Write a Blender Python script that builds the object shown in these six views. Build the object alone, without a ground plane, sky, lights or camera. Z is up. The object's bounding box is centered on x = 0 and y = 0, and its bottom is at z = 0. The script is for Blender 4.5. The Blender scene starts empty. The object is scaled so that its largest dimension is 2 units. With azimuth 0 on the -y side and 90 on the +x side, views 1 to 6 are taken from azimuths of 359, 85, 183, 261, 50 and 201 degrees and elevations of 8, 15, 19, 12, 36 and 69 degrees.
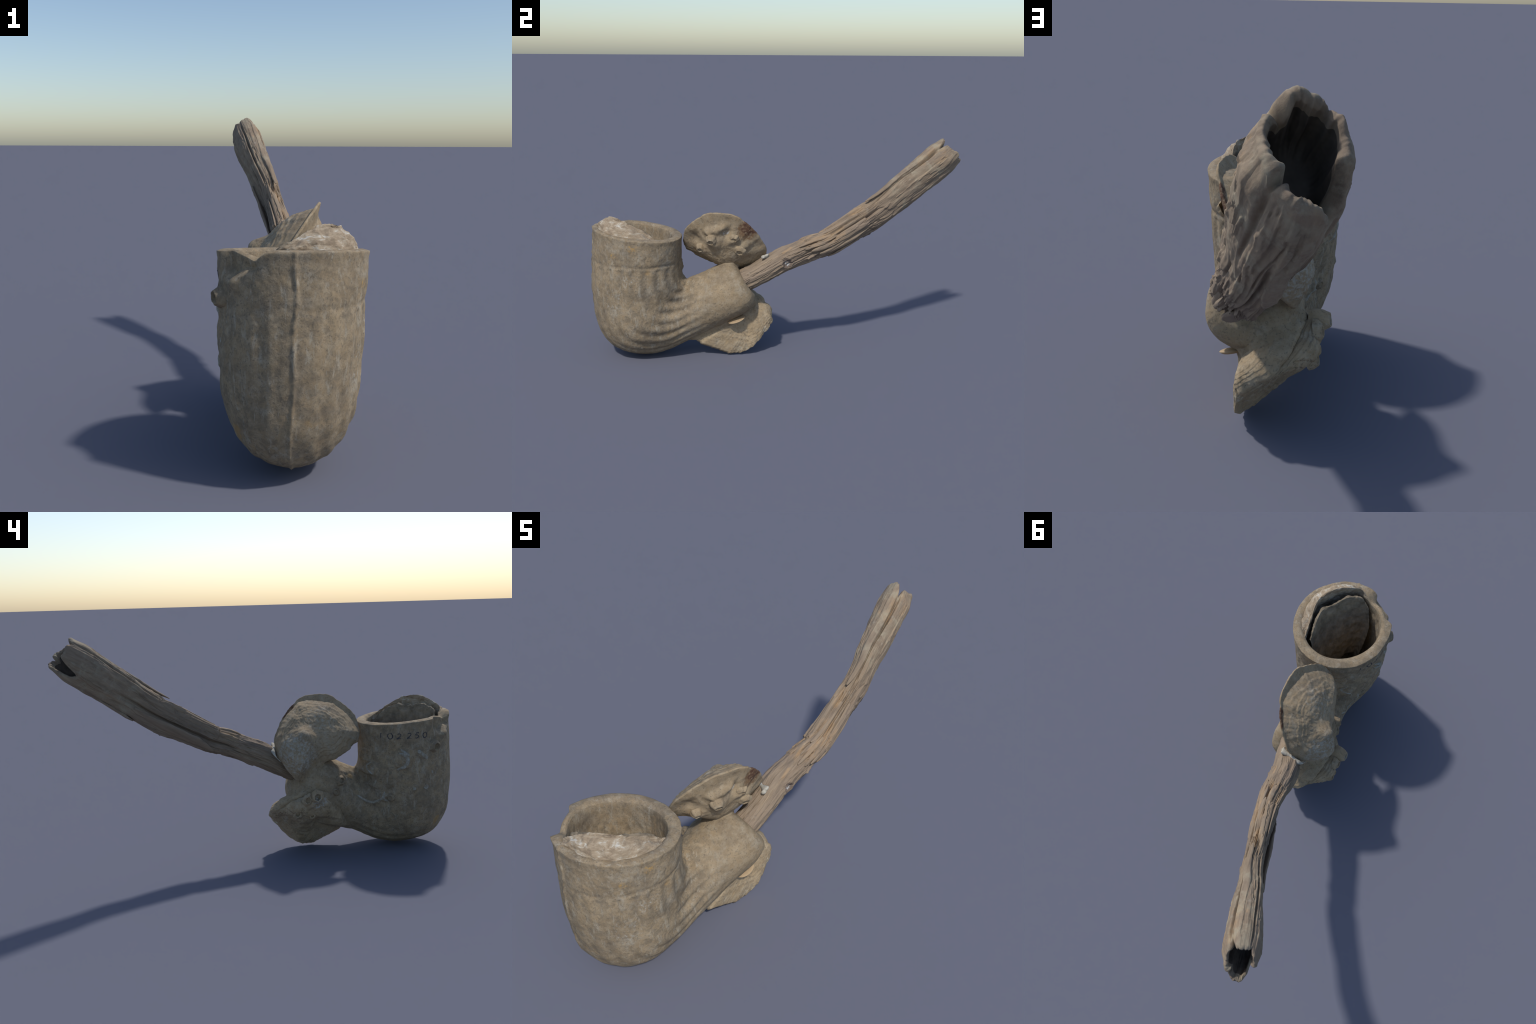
import bpy, bmesh, math
import numpy as np
from mathutils import Vector
from mathutils.bvhtree import BVHTree

RNG = np.random.default_rng(7)

# ------------------------------------------------------------------ helpers
_perm = np.random.default_rng(3).permutation(256)
_perm = np.concatenate([_perm, _perm])
_g = np.random.default_rng(4).normal(size=(256, 3))
_g /= np.linalg.norm(_g, axis=1, keepdims=True)


def noise(p):
    """gradient noise, about -0.7..0.7, for an array of points"""
    p = np.asarray(p, float)
    i = np.floor(p).astype(int)
    f = p - i
    u = f * f * f * (f * (f * 6 - 15) + 10)
    i &= 255
    out = 0.0
    for dx in (0, 1):
        for dy in (0, 1):
            for dz in (0, 1):
                h = _perm[_perm[_perm[(i[..., 0] + dx) & 255] + ((i[..., 1] + dy) & 255)] + ((i[..., 2] + dz) & 255)]
                d = f - np.array((dx, dy, dz))
                n = (_g[h] * d).sum(-1)
                w = (u[..., 0] if dx else 1 - u[..., 0]) * (u[..., 1] if dy else 1 - u[..., 1]) * (u[..., 2] if dz else 1 - u[..., 2])
                out = out + w * n
    return out


_rot = np.linalg.qr(np.random.default_rng(12).normal(size=(3, 3)))[0]


def fbm(p, octv=4, gain=0.5):
    p = np.asarray(p, float) @ _rot
    a, s, o = 1.0, 1.0, 0.0
    for k in range(octv):
        o = o + a * noise(p * s + 17.3 * k)
        a *= gain
        s *= 2.03
        p = p @ _rot
    return o


def sstep(a, b, x):
    t = np.clip((x - a) / (b - a), 0, 1)
    return t * t * (3 - 2 * t)


def catmull(pts, n, closed=False):
    """smooth curve through the control rows, n samples"""
    P = np.asarray(pts, float)
    m = len(P)
    t = np.linspace(0, m if closed else m - 1, n, endpoint=not closed)
    i = np.floor(t).astype(int)
    if not closed:
        i = np.clip(i, 0, m - 2)
    f = (t - i)[:, None]
    if closed:
        a, b, c, d = P[(i - 1) % m], P[i % m], P[(i + 1) % m], P[(i + 2) % m]
    else:
        a = np.where((i > 0)[:, None], P[np.clip(i - 1, 0, m - 1)], 2 * P[0] - P[1])
        b, c = P[i], P[i + 1]
        d = np.where((i + 2 < m)[:, None], P[np.clip(i + 2, 0, m - 1)], 2 * P[-1] - P[-2])
    return 0.5 * (2 * b + (c - a) * f + (2 * a - 5 * b + 4 * c - d) * f ** 2 + (3 * b - a - 3 * c + d) * f ** 3)


def grid_normals(P, wrap=True):
    du = np.gradient(P, axis=0)
    if wrap:
        dv = (np.roll(P, -1, 1) - np.roll(P, 1, 1)) / 2
    else:
        dv = np.gradient(P, axis=1)
    n = np.cross(du, dv)
    l = np.linalg.norm(n, axis=-1, keepdims=True)
    return n / np.maximum(l, 1e-9)


def grid_faces(nu, nv, wrap=True):
    i, j = np.meshgrid(np.arange(nu - 1), np.arange(nv if wrap else nv - 1), indexing='ij')
    j2 = (j + 1) % nv
    return np.stack([i * nv + j, i * nv + j2, (i + 1) * nv + j2, (i + 1) * nv + j], -1).reshape(-1, 4)


def make_mesh(name, verts, faces, mat, parent, smooth=True, angle=None):
    me = bpy.data.meshes.new(name)
    me.from_pydata(np.asarray(verts).tolist(), [], [list(map(int, f)) for f in faces])
    me.validate()
    me.materials.append(mat)
    bm = bmesh.new()
    bm.from_mesh(me)
    bmesh.ops.remove_doubles(bm, verts=bm.verts, dist=1e-6)
    bmesh.ops.recalc_face_normals(bm, faces=bm.faces)
    bm.to_mesh(me)
    bm.free()
    me.polygons.foreach_set('use_smooth', [smooth] * len(me.polygons))
    ob = bpy.data.objects.new(name, me)
    bpy.context.scene.collection.objects.link(ob)
    ob.parent = parent
    if angle:
        me.set_sharp_from_angle(angle=math.radians(angle))
    return ob


def bvh_of(verts, faces):
    return BVHTree.FromPolygons(np.asarray(verts).tolist(), [list(map(int, f)) for f in faces])


# ------------------------------------------------------------------ materials
class Mat:
    def __init__(self, name, rough=0.85):
        self.m = bpy.data.materials.new(name)
        self.m.use_nodes = True
        self.t = self.m.node_tree
        self.b = self.t.nodes['Principled BSDF']
        self.b.inputs['Roughness'].default_value = rough
        self.b.inputs['Specular IOR Level'].default_value = 0.25
        tc = self.t.nodes.new('ShaderNodeTexCoord')
        self.co = tc.outputs['Object']

    def link(self, a, b):
        self.t.links.new(a, b)

    def mapped(self, scale=(1, 1, 1), rot=(0, 0, 0)):
        n = self.t.nodes.new('ShaderNodeMapping')
        n.vector_type = 'TEXTURE' if rot != (0, 0, 0) else 'POINT'
        n.inputs['Rotation'].default_value = rot
        n.inputs['Scale'].default_value = scale if rot == (0, 0, 0) else tuple(1 / s for s in scale)
        self.link(self.co, n.inputs['Vector'])
        return n.outputs[0]

    def noise(self, scale, detail=6, rough=0.6, dist=0.0, vec=None):
        n = self.t.nodes.new('ShaderNodeTexNoise')
        n.inputs['Scale'].default_value = scale
        n.inputs['Detail'].default_value = detail
        n.inputs['Roughness'].default_value = rough
        n.inputs['Distortion'].default_value = dist
        self.link(vec or self.co, n.inputs['Vector'])
        return n.outputs['Fac']

    def voro(self, scale, vec=None):
        n = self.t.nodes.new('ShaderNodeTexVoronoi')
        n.inputs['Scale'].default_value = scale
        self.link(vec or self.co, n.inputs['Vector'])
        return n.outputs['Distance']

    def ramp(self, fac, stops):
        n = self.t.nodes.new('ShaderNodeValToRGB')
        e = n.color_ramp.elements
        while len(e) < len(stops):
            e.new(0.5)
        for k, (p, c) in enumerate(stops):
            e[k].position = p
            e[k].color = (*c, 1) if isinstance(c, tuple) else (c, c, c, 1)
        self.link(fac, n.inputs[0])
        return n.outputs[0]

    def mix(self, fac, a, b, mode='MIX'):
        n = self.t.nodes.new('ShaderNodeMix')
        n.data_type = 'RGBA'
        n.blend_type = mode
        for k, v in ((0, fac), (6, a), (7, b)):
            if isinstance(v, (int, float)):
                n.inputs[k].default_value = v
            elif isinstance(v, tuple):
                n.inputs[k].default_value = (*v, 1)
            else:
                self.link(v, n.inputs[k])
        return n.outputs[2]

    def math(self, op, a, b=0.0):
        n = self.t.nodes.new('ShaderNodeMath')
        n.operation = op
        for k, v in ((0, a), (1, b)):
            if isinstance(v, (int, float)):
                n.inputs[k].default_value = v
            else:
                self.link(v, n.inputs[k])
        return n.outputs[0]

    def blob(self, centre, radius, wob=0.5, scale=40):
        """1 inside a ragged ball around a point, 0 outside"""
        n = self.t.nodes.new('ShaderNodeVectorMath')
        n.operation = 'DISTANCE'
        self.link(self.co, n.inputs[0])
        n.inputs[1].default_value = centre
        d = self.math('DIVIDE', n.outputs['Value'], radius)
        d = self.math('ADD', d, self.math('MULTIPLY', self.math('SUBTRACT', self.noise(scale, 4), 0.5), wob * 2))
        return self.ramp(d, [(0.75, 1.0), (1.0, 0.0)])

    def colour(self, c):
        self.link(c, self.b.inputs['Base Color'])

    def bump(self, h, strength=0.4, dist=0.004):
        n = self.t.nodes.new('ShaderNodeBump')
        n.inputs['Strength'].default_value = strength
        n.inputs['Distance'].default_value = dist
        self.link(h, n.inputs['Height'])
        self.link(n.outputs[0], self.b.inputs['Normal'])


CLAY_A, CLAY_B, CLAY_C = (0.325, 0.245, 0.150), (0.265, 0.200, 0.124), (0.195, 0.152, 0.104)


def clay_material(name, stains=(), bright=1.0):
    M = Mat(name, 0.88)
    k = lambda c: tuple(x * bright for x in c)
    c = M.ramp(M.noise(7, 7, 0.62, 0.4), [(0.3, k(CLAY_C)), (0.47, k(CLAY_B)), (0.66, k(CLAY_A))])
    c = M.mix(M.ramp(M.noise(34, 6, 0.65), [(0.42, 0.0), (0.7, 0.55)]), c, k((0.375, 0.315, 0.225)))
    c = M.mix(M.ramp(M.noise(48, 7, 0.75, 0.3), [(0.34, 0.55), (0.47, 0.0)]), c, (0.150, 0.122, 0.085))
    # the bowl is more worn and speckled than the rest
    worn = M.blob((0.0, -0.80, 0.38), 0.48, 0.15, 6)
    c = M.mix(M.math('MULTIPLY', worn, M.ramp(M.noise(30, 8, 0.78, 0.5), [(0.41, 0.60), (0.55, 0.0)])), c, (0.150, 0.125, 0.093))
    c = M.mix(M.math('MULTIPLY', worn, M.ramp(M.noise(42, 7, 0.75, 0.4, M.mapped((1, 1, .28))), [(0.54, 0.0), (0.66, 0.7)])), c, (0.37, 0.335, 0.265))
    # grey lime bloom, in rough flecks
    g = M.math('MULTIPLY', M.ramp(M.noise(11, 5, 0.6, 0.6), [(0.54, 0.0), (0.70, 0.5)]), M.ramp(M.noise(95, 4, 0.7), [(0.42, 0.15), (0.6, 1.0)]))
    c = M.mix(g, c, k((0.37, 0.345, 0.285)))
    # dark grit
    c = M.mix(M.ramp(M.noise(120, 3, 0.6), [(0.58, 0.0), (0.68, 0.6)]), c, (0.115, 0.095, 0.075))
    # ochre spots
    c = M.mix(M.ramp(M.noise(9.5, 3, 0.5, 0.3), [(0.69, 0.0), (0.77, 0.55)]), c, (0.38, 0.235, 0.09))
    for ctr, rad, col, *dense in stains:
        lo = dense[0] if dense else 0.46
        c = M.mix(M.math('MULTIPLY', M.blob(ctr, rad), M.ramp(M.noise(70, 6, 0.75), [(lo, 0.0), (lo + 0.14, 0.85)])), c, col)
    M.colour(c)
    h = M.math('ADD', M.math('MULTIPLY', M.noise(60, 8, 0.7), 0.7), M.math('MULTIPLY', M.noise(190, 4, 0.7), 0.5))
    M.bump(h, 0.5, 0.0035)
    return M.m


ochre = (0.40, 0.25, 0.09)
lime = (0.39, 0.375, 0.33)
mat_clay = clay_material('fired_clay', [
    ((0.22, -0.75, 0.64), 0.03, ochre), ((0.20, -0.85, 0.60), 0.018, ochre), ((0.235, -0.66, 0.40), 0.018, ochre),
    ((0.22, -0.79, 0.47), 0.035, lime, .52), ((0.225, -0.755, 0.48), 0.03, lime, .52), ((0.20, -0.87, 0.36), 0.07, lime, .54)])
mat_shell_clay = clay_material('crusted_shell', [
    ((0.105, -0.175, 0.705), 0.062, (0.18, 0.105, 0.055), 0.36), ((0.11, -0.165, 0.715), 0.05, (0.085, 0.040, 0.028), 0.40),
    ((0.10, -0.29, 0.70), 0.03, (0.44, 0.43, 0.40))], bright=1.08)
mat_shell_left = clay_material('limed_shell', [((-0.09, -0.16, 0.53), 0.11, (0.375, 0.36, 0.31), 0.45), ((-0.03, -0.30, 0.70), 0.09, (0.35, 0.325, 0.265), 0.50)], bright=1.05)
mat_low_shell = clay_material('buff_shell', [
    ((0.075, -0.06, 0.14), 0.035, (0.50, 0.46, 0.37)), ((-0.17, -0.26, 0.30), 0.05, (0.38, 0.39, 0.37)),
    ((0.07, -0.2, 0.02), 0.04, (0.46, 0.40, 0.29))], bright=1.16)


def chalk_material():
    M = Mat('chalky_shell', 0.8)
    v = M.mapped((1, 1, 2.6))
    c = M.ramp(M.noise(22, 8, 0.7, 0.8, v), [(0.36, (0.25, 0.19, 0.13)), (0.50, (0.355, 0.28, 0.195)), (0.57, (0.42, 0.35, 0.26)), (0.63, (0.54, 0.51, 0.445))])
    c = M.mix(M.ramp(M.noise(60, 5, 0.7), [(0.58, 0.0), (0.7, 0.7)]), c, (0.19, 0.14, 0.095))
    M.colour(c)
    M.bump(M.noise(70, 8, 0.75, 0.4, v), 0.7, 0.006)
    return M.m


def plain_material(name, a, b, scale=30, rough=0.8, bump=0.3):
    M = Mat(name, rough)
    M.colour(M.ramp(M.noise(scale, 6, 0.65), [(0.35, a), (0.65, b)]))
    M.bump(M.noise(scale * 3, 5, 0.7), bump, 0.003)
    return M.m


def wood_material():
    M = Mat('weathered_wood', 0.85)
    # grain runs along the stick: stretch the noise on a frame turned to its axis
    rot = Vector((-0.12, 0.86, 0.50)).to_track_quat('Y', 'Z').to_euler()
    v = M.mapped((26, 2.2, 26), tuple(rot))
    v2 = M.mapped((9, 1.6, 9), tuple(rot))
    c = M.ramp(M.noise(2.2, 8, 0.68, 0.3, v), [(0.28, (0.135, 0.105, 0.078)), (0.45, (0.226, 0.172, 0.120)), (0.6, (0.283, 0.218, 0.152)), (0.75, (0.35, 0.262, 0.165))])
    c = M.mix(M.ramp(M.noise(1.3, 4, 0.5, 0.2, v2), [(0.4, 0.0), (0.66, 0.6)]), c, (0.215, 0.166, 0.128))
    # fresh orange-brown wood where it has split
    for ctr, rad in (((0.07, 0.04, 0.575), 0.035), ((0.045, 0.16, 0.655), 0.08), ((0.06, 0.28, 0.67), 0.07), ((0.02, 0.42, 0.77), 0.06), ((-0.06, 0.85, 1.07), 0.06), ((-0.06, 0.77, 1.02), 0.04)):
        c = M.mix(M.math('MULTIPLY', M.blob(ctr, rad, 0.6, 14), M.ramp(M.noise(2.0, 6, 0.6, 0.2, v), [(0.44, 0.0), (0.64, 0.6)])), c, (0.40, 0.262, 0.14))
    # pale silt crust, mostly toward the mouth end
    zone = M.blob((-0.08, 0.83, 0.96), 0.30, 0.25, 7)
    c = M.mix(M.math('MULTIPLY', zone, M.ramp(M.noise(16, 6, 0.7, 0.5), [(0.48, 0.0), (0.64, 0.6)])), c, (0.335, 0.30, 0.22))
    c = M.mix(M.ramp(M.noise(20, 6, 0.7), [(0.64, 0.0), (0.73, 0.5)]), c, (0.345, 0.325, 0.275))
    c = M.mix(M.blob((0.09, 0.034, 0.518), 0.030, 0.3, 60), c, (0.165, 0.125, 0.10))
    c = M.mix(M.math('MULTIPLY', M.blob((0.085, 0.036, 0.514), 0.016, 0.5, 90), M.ramp(M.noise(110, 3), [(0.42, 0.0), (0.55, 0.9)])), c, (0.46, 0.47, 0.46))
    M.colour(c)
    h = M.math('ADD', M.noise(3.0, 8, 0.7, 0.2, v), M.math('MULTIPLY', M.noise(90, 5, 0.7), 0.3))
    M.bump(h, 0.4, 0.003)
    return M.m


mat_chalk = chalk_material()
mat_wood = wood_material()
mat_dark_shell = plain_material('drab_shell_face', (0.135, 0.112, 0.08), (0.27, 0.22, 0.155), 24)
mat_white = plain_material('broken_shell_white', (0.30, 0.27, 0.21), (0.50, 0.48, 0.42), 40)
mat_lime = plain_material('lime_crust', (0.235, 0.20, 0.145), (0.35, 0.34, 0.295), 70)
mat_bore = plain_material('shaded_bore_wood', (0.065, 0.052, 0.042), (0.125, 0.098, 0.075), 22)  # shade inside the hollow mouth painted in as a darker brown
mat_ink = plain_material('faded_ink', (0.035, 0.034, 0.045), (0.10, 0.092, 0.088), 60)
mat_pebble = plain_material('buff_chip', (0.38, 0.275, 0.165), (0.45, 0.33, 0.2), 20)

root = bpy.data.objects.new('tobacco_pipe', None)
bpy.context.scene.collection.objects.link(root)
root['label'] = 'old clay tobacco pipe with oyster shells and wooden stem'
root['category'] = 'tobacco pipe'

# ------------------------------------------------------------------ clay bowl and shank
# fan of cross-sections: inner point A (y,z), outer point B (y,z), half width, centre x
SECT = [
    (-.288, .502, -.146, .268, .138, .036), (-.322, .490, -.186, .231, .145, .032), (-.370, .471, -.245, .196, .147, .028),
    (-.430, .446, -.330, .155, .142, .022), (-.475, .428, -.420, .113, .140, .016), (-.486, .424, -.510, .070, .142, .012),
    (-.490, .422, -.600, .027, .150, .009), (-.492, .422, -.705, .006, .168, .008), (-.495, .423, -.818, .021, .194, .006),
    (-.499, .424, -.912, .068, .213, .005), (-.505, .427, -.972, .170, .222, .004), (-.511, .433, -.989, .290, .222, .004),
    (-.518, .450, -.993, .400, .224, .004), (-.521, .500, -.989, .500, .224, .004), (-.519, .545, -.983, .560, .224, .005),
    (-.516, .600, -.976, .635, .228, .006), (-.515, .656, -.972, .710, .231, .008)]
SKEW = 0.062
NS, NT = 250, 320
S = catmull(SECT, NS)
th = np.linspace(0, 2 * math.pi, NT, endpoint=False)
A = np.stack([np.zeros(NS), S[:, 0], S[:, 1]], 1)
B = np.stack([np.zeros(NS), S[:, 2], S[:, 3]], 1)
C = (A + B) / 2
C[:, 0] = 0.009
half = (A - B) / 2
outer = C[:, None] + half[:, None] * np.cos(th)[None, :, None]
bend = np.exp(-((np.linspace(0, len(SECT) - 1, NS) - 6.8) / 3.0) ** 2)[:, None]      # egg-shaped sections round the bend
outer[..., 0] += -0.008 * (1 - sstep(2, 4.5, np.linspace(0, len(SECT) - 1, NS)))[:, None] + 0.005 * bend - 0.007 * np.exp(-((np.linspace(0, len(SECT) - 1, NS) - 10.0) / 1.8) ** 2)[:, None] + (S[:, 4][:, None] - 0.007 * bend) * np.sin(th)[None] * (1 - 0.36 * bend * np.clip(np.cos(th), 0, 1)[None] + 0.09 * np.exp(-((np.linspace(0, len(SECT) - 1, NS) - 8.2) / 1.2) ** 2)[:, None] * np.clip(-np.cos(th), 0, 1)[None]) + SKEW * (outer[..., 1] + 0.70)
sec = np.linspace(0, len(SECT) - 1, NS)[:, None]        # section number along the pipe
TH = th[None, :] + 0 * sec
deg = np.degrees(TH)
N = grid_normals(outer)
if (N[NS - 5] * (outer[NS - 5] - C[NS - 5])).sum() < 0:
    N = -N
disp = np.zeros((NS, NT))
# moulded flutes run down the right side of the bowl and round the bend
side = sstep(20, 34, deg) * (1 - sstep(150, 178, deg))
run = sstep(2.6, 6.0, sec) * (1 - sstep(13.2, 13.7, sec))
flute = 0.5 - 0.5 * np.cos(TH * 22 + 0.5 * noise(outer * 7))
weight = (0.36 + 0.50 * np.exp(-((deg - 66) / 40) ** 2)) * (1 - 0.35 * sstep(9.5, 12, sec) * (1 - sstep(55, 90, deg)))
disp -= 0.0125 * side * run * weight * flute * (0.9 + 0.35 * noise(outer * 7 + 3))
left = sstep(185, 195, deg) * (1 - sstep(225, 250, deg))
disp -= 0.003 * left * run * flute
# plain band round the top with a groove below it
disp += 0.0016 * sstep(13.7, 14.3, sec) * (1 - sstep(14.5, 15.4, sec)) * (side + .35)
disp -= 0.0024 * np.exp(-((sec - 13.75) / 0.2) ** 2) * (side + 0.3) * (1 + 1.4 * noise(outer * 8))
disp += 0.0025 * sstep(15.6, 15.95, sec)
# mould seam down the front
wob = 178.6 + 0.8 * np.sin(sec * 2.1) + 2.2 * (1 - sstep(6, 15, sec))
seam_w = np.exp(-((deg - wob) / (1.5 + 0.5 * np.sin(sec * 5))) ** 2)
disp += 0.0055 * seam_w * sstep(6.2, 7.2, sec) * (1 + 0.5 * np.sin(sec * 7.3) * np.sin(sec * 3.1))
disp += 0.004 * fbm(outer * 9, 4) + 0.0013 * fbm(outer * 60, 3)
# encrusted left side is lumpier
lump = sstep(240, 275, deg) * (1 - sstep(335, 355, deg))
disp += 0.010 * lump * fbm(outer * 13 + 5, 3) * (1 - sstep(15, 16, sec) * 0.6)
for (by, bz, br, bh) in ((-.842, .555, .055, .012), (-.678, .487, .042, .014), (-.537, .440, .036, .013), (-.545, .305, .055, .014), (-.610, .290, .022, .008), (-.77, .517, .02, .006), (-.68, .53, .02, .005), (-.80, .35, .018, .005), (-.735, .345, .015, .004), (-.60, .40, .06, .007)):
    rr = np.hypot(outer[..., 1] - by, outer[..., 2] - bz) / br
    disp += 1.1 * lump * bh * (np.exp(-rr ** 4) + 0.35 * np.exp(-((rr - 0.9) / 0.16) ** 2))
# crust ridge at the back below the rim
disp += 0.007 * np.exp(-((deg - 348) / 12) ** 2) * sstep(12.2, 12.6, sec) * (1 - sstep(13.3, 13.8, sec)) * (1 + 1.5 * fbm(outer * 40, 3))
# dented shoulder lines on the shank
disp += 0.008 * np.exp(-((deg - 25) / 20) ** 2) * np.exp(-((sec - 1.0) / 1.6) ** 2)
disp -= 0.006 * np.exp(-((deg - 52) / 10) ** 2) * np.exp(-((sec - 2.2) / 1.6) ** 2)
disp += 0.004 * np.exp(-((sec - 0.15) / 0.28) ** 2) * (1 + .6 * noise(outer * 14))
disp += 0.010 * np.exp(-((deg - 120) / 22) ** 2) * np.exp(-((sec - 0.8) / 1.0) ** 2)
# chipped front-left lip
depth = np.linalg.norm(outer - outer[-1:], axis=-1)
chip_t = sstep(204, 212, deg) * (1 - sstep(240, 252, deg - 60 * np.clip(0.02 - depth, 0, 1)))
tri = 1 - sstep(0.06, 0.095, depth + 0.0016 * np.abs(deg - 236))
chip = chip_t * tri
disp -= 0.030 * chip
disp += 0.013 * np.exp(-((deg - 229) / 6) ** 2 - ((depth - 0.092) / 0.02) ** 2)
outer = outer + N * disp[..., None]
notch = np.exp(-((th - math.radians(211)) / math.radians(9)) ** 2)
notch2 = np.exp(-((th - math.radians(225)) / math.radians(11)) ** 2)
dropc = 0.026 * notch + 0.012 * notch2
outer[..., 2] -= dropc[None] * np.exp(-(depth / 0.05) ** 2)

# shank end face, drawn in toward the stem hole
hole = np.array((0.055, -0.185, 0.405))
axis = np.array((0.10, 0.86, 0.50))
cap = []
for t in np.linspace(0.06, 1, 18):
    k = 1 - 0.80 * (1 - math.cos(t * math.pi / 2)) ** 0.9
    c = (C[0] + np.array((0.031, 0, 0))) * (1 - t) + hole * t
    push = 0.022 * math.sin(min(1, t * 1.6) * math.pi / 2) - 0.016 * sstep(0.6, 1.0, t)
    row = c + (outer[0] - C[0] - np.array((0.031, 0, 0))) * k + axis * push
    row = row + 0.004 * fbm(row * 14, 3)[:, None] * axis
    cap.append(row)
cap.append(np.repeat(cap[-1].mean(0)[None], NT, 0))
cap = np.array(cap[::-1])

# rim and cavity
rim_c = np.array((0.007, -0.745, 0.682))
inn = np.empty((NT, 3))
base = C[-1] + half[-1] * np.cos(th)[:, None]
base[:, 0] += S[-1, 4] * np.sin(th) + SKEW * (base[:, 1] + 0.70)
inner_edge = rim_c + (base - base.mean(0)) * (0.785 + 0.01 * np.sin(3 * th))[:, None]
chip_rim = chip[-1]
lip = []
for f in np.linspace(0.05, 1, 12):
    rise = 0.006 * math.sin(math.pi * min(1, f * 1.0)) - 0.007 * sstep(0.7, 1, f)
    row = outer[-1] * (1 - f) + inner_edge * f
    row[:, 2] += rise - dropc * f * 0.8 * (1 - 0.3 * f)
    row[:, 2] += 0.0018 * fbm(row * 22, 4)
    lip.append(row)
cav = []
for t in np.linspace(0.04, 1, 44):
    k = (1 - 0.22 * t) * math.sqrt(max(0, 1 - t ** 5))
    c = rim_c * (1 - t) + np.array((0.000, -0.765, 0.17)) * t
    row = c + (inner_edge - rim_c) * k * np.array((1, 1, 1 - t))
    row[:, 2] -= 0.006 + dropc * 0.6 * (1 - sstep(0, 0.2, t))
    d = row - c
    rr = d / np.maximum(np.linalg.norm(d, axis=1, keepdims=True), 1e-6)
    row += rr * (0.006 * fbm(row * 12, 4) + 0.004 * fbm(row * 40, 3))[:, None] * (1 - t ** 6) * sstep(0, .12, t)
    cav.append(row)
body = np.concatenate([cap, outer, np.array(lip), np.array(cav)])
body_faces = grid_faces(len(body), NT)
bn = grid_normals(body)
if (bn[len(cap) + 200] * (body[len(cap) + 200] - C[200])).sum() < 0:
    bn = -bn
split_row = len(cap) + int(np.argmin(abs(sec[:, 0] - 5.2)))
body_bvh = bvh_of(body.reshape(-1, 3), body_faces)


def body_part(name, r0, r1):
    P, n = body[r0:r1].reshape(-1, 3), bn[r0:r1].reshape(-1, 3)
    me = bpy.data.meshes.new(name)
    F = grid_faces(r1 - r0, NT)
    a = P[F]
    fn = np.cross(a[:, 2] - a[:, 0], a[:, 3] - a[:, 1])
    if (fn * n[F].mean(1)).sum() < 0:
        F = F[:, ::-1]
    me.from_pydata(P.tolist(), [], F.tolist())
    me.materials.append(mat_clay)
    me.polygons.foreach_set('use_smooth', [True] * len(me.polygons))
    me.normals_split_custom_set_from_vertices(n.tolist())
    ob = bpy.data.objects.new(name, me)
    bpy.context.scene.collection.objects.link(ob)
    ob.parent = root
    return ob


shank = body_part('shank', 1, split_row + 1)
bowl = body_part('bowl', split_row, len(body) - 1)


# ------------------------------------------------------------------ oyster valves
def valve(loop, centre, bulge, power=2.6, folds=0.0, rough=0.006, lamella=0.0, back=0.35, lipthick=0.008, nr=70, nf=220, bumps=(), edge_jag=0.004, seed=0.0):
    """closed shell: domed outside, shallow inside, ragged lamellar edge"""
    L = catmull(loop, nf, closed=True)
    c = np.asarray(centre, float)
    b = np.asarray(bulge, float)
    bl = np.linalg.norm(b)
    bd = b / bl
    rad = L - c
    rl = np.linalg.norm(rad, axis=1, keepdims=True)
    L = L + rad / rl * (edge_jag * fbm(L * 45 + seed, 3) + edge_jag * fbm(L * 14 + seed, 2))[:, None]
    rho = np.linspace(0, 1, nr) ** 0.8
    phi = np.linspace(0, 2 * math.pi, nf, endpoint=False)
    R = rho[:, None, None]
    out = c + (L - c)[None] * R + b * (1 - R ** power)
    n = grid_normals(out)
    if (n[nr // 2] @ bd).mean() < 0:
        n = -n
    n[0] = n[1].mean(0)                               # the pole has no normal of its own
    w = 0.25 + 0.75 * (1 - rho ** 5)[:, None]
    d = rough * fbm(out * 16 + seed, 5, 0.55) + 0.35 * rough * fbm(out * 70 + seed, 3)
    if lamella:
        ph = rho[:, None] * 9 + 1.4 * fbm(out * 10 + seed, 3)
        saw = ph - np.floor(ph)
        d = d + lamella * (saw - 0.5) * sstep(0.4, 0.75, rho)[:, None]
    if folds:
        d = d + folds * np.cos(phi * 13 + 3 * noise(out * 6 + seed))[:] * sstep(0.35, 0.9, rho)[:, None]
    for (bc, br, bh) in bumps:
        q = out - np.array(bc) if bc[0] is not None else out[..., 1:] - np.array(bc[1:])
        d = d + bh * np.exp(-(np.linalg.norm(q, axis=-1) / br) ** 2)
    d = d * sstep(0, 0.05, rho)[:, None] + (d[0].mean()) * (1 - sstep(0, 0.05, rho))[:, None]
    out = out + n * (d * w)[..., None]
    ins = c + (L - c)[None] * R + b * back * (1 - R ** power) - bd * lipthick
    P = np.concatenate([out, ins[::-1]])
    return P


def add_valve(name, P, mat, parent):
    return make_mesh(name, P.reshape(-1, 3), grid_faces(*P.shape[:2]), mat, parent)


# upper oyster: both valves meet on a tilted plane
def plane_x(y, z):
    return -0.010 + 0.19 * (y + 0.25) + 0.632 * (z - 0.55)


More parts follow.
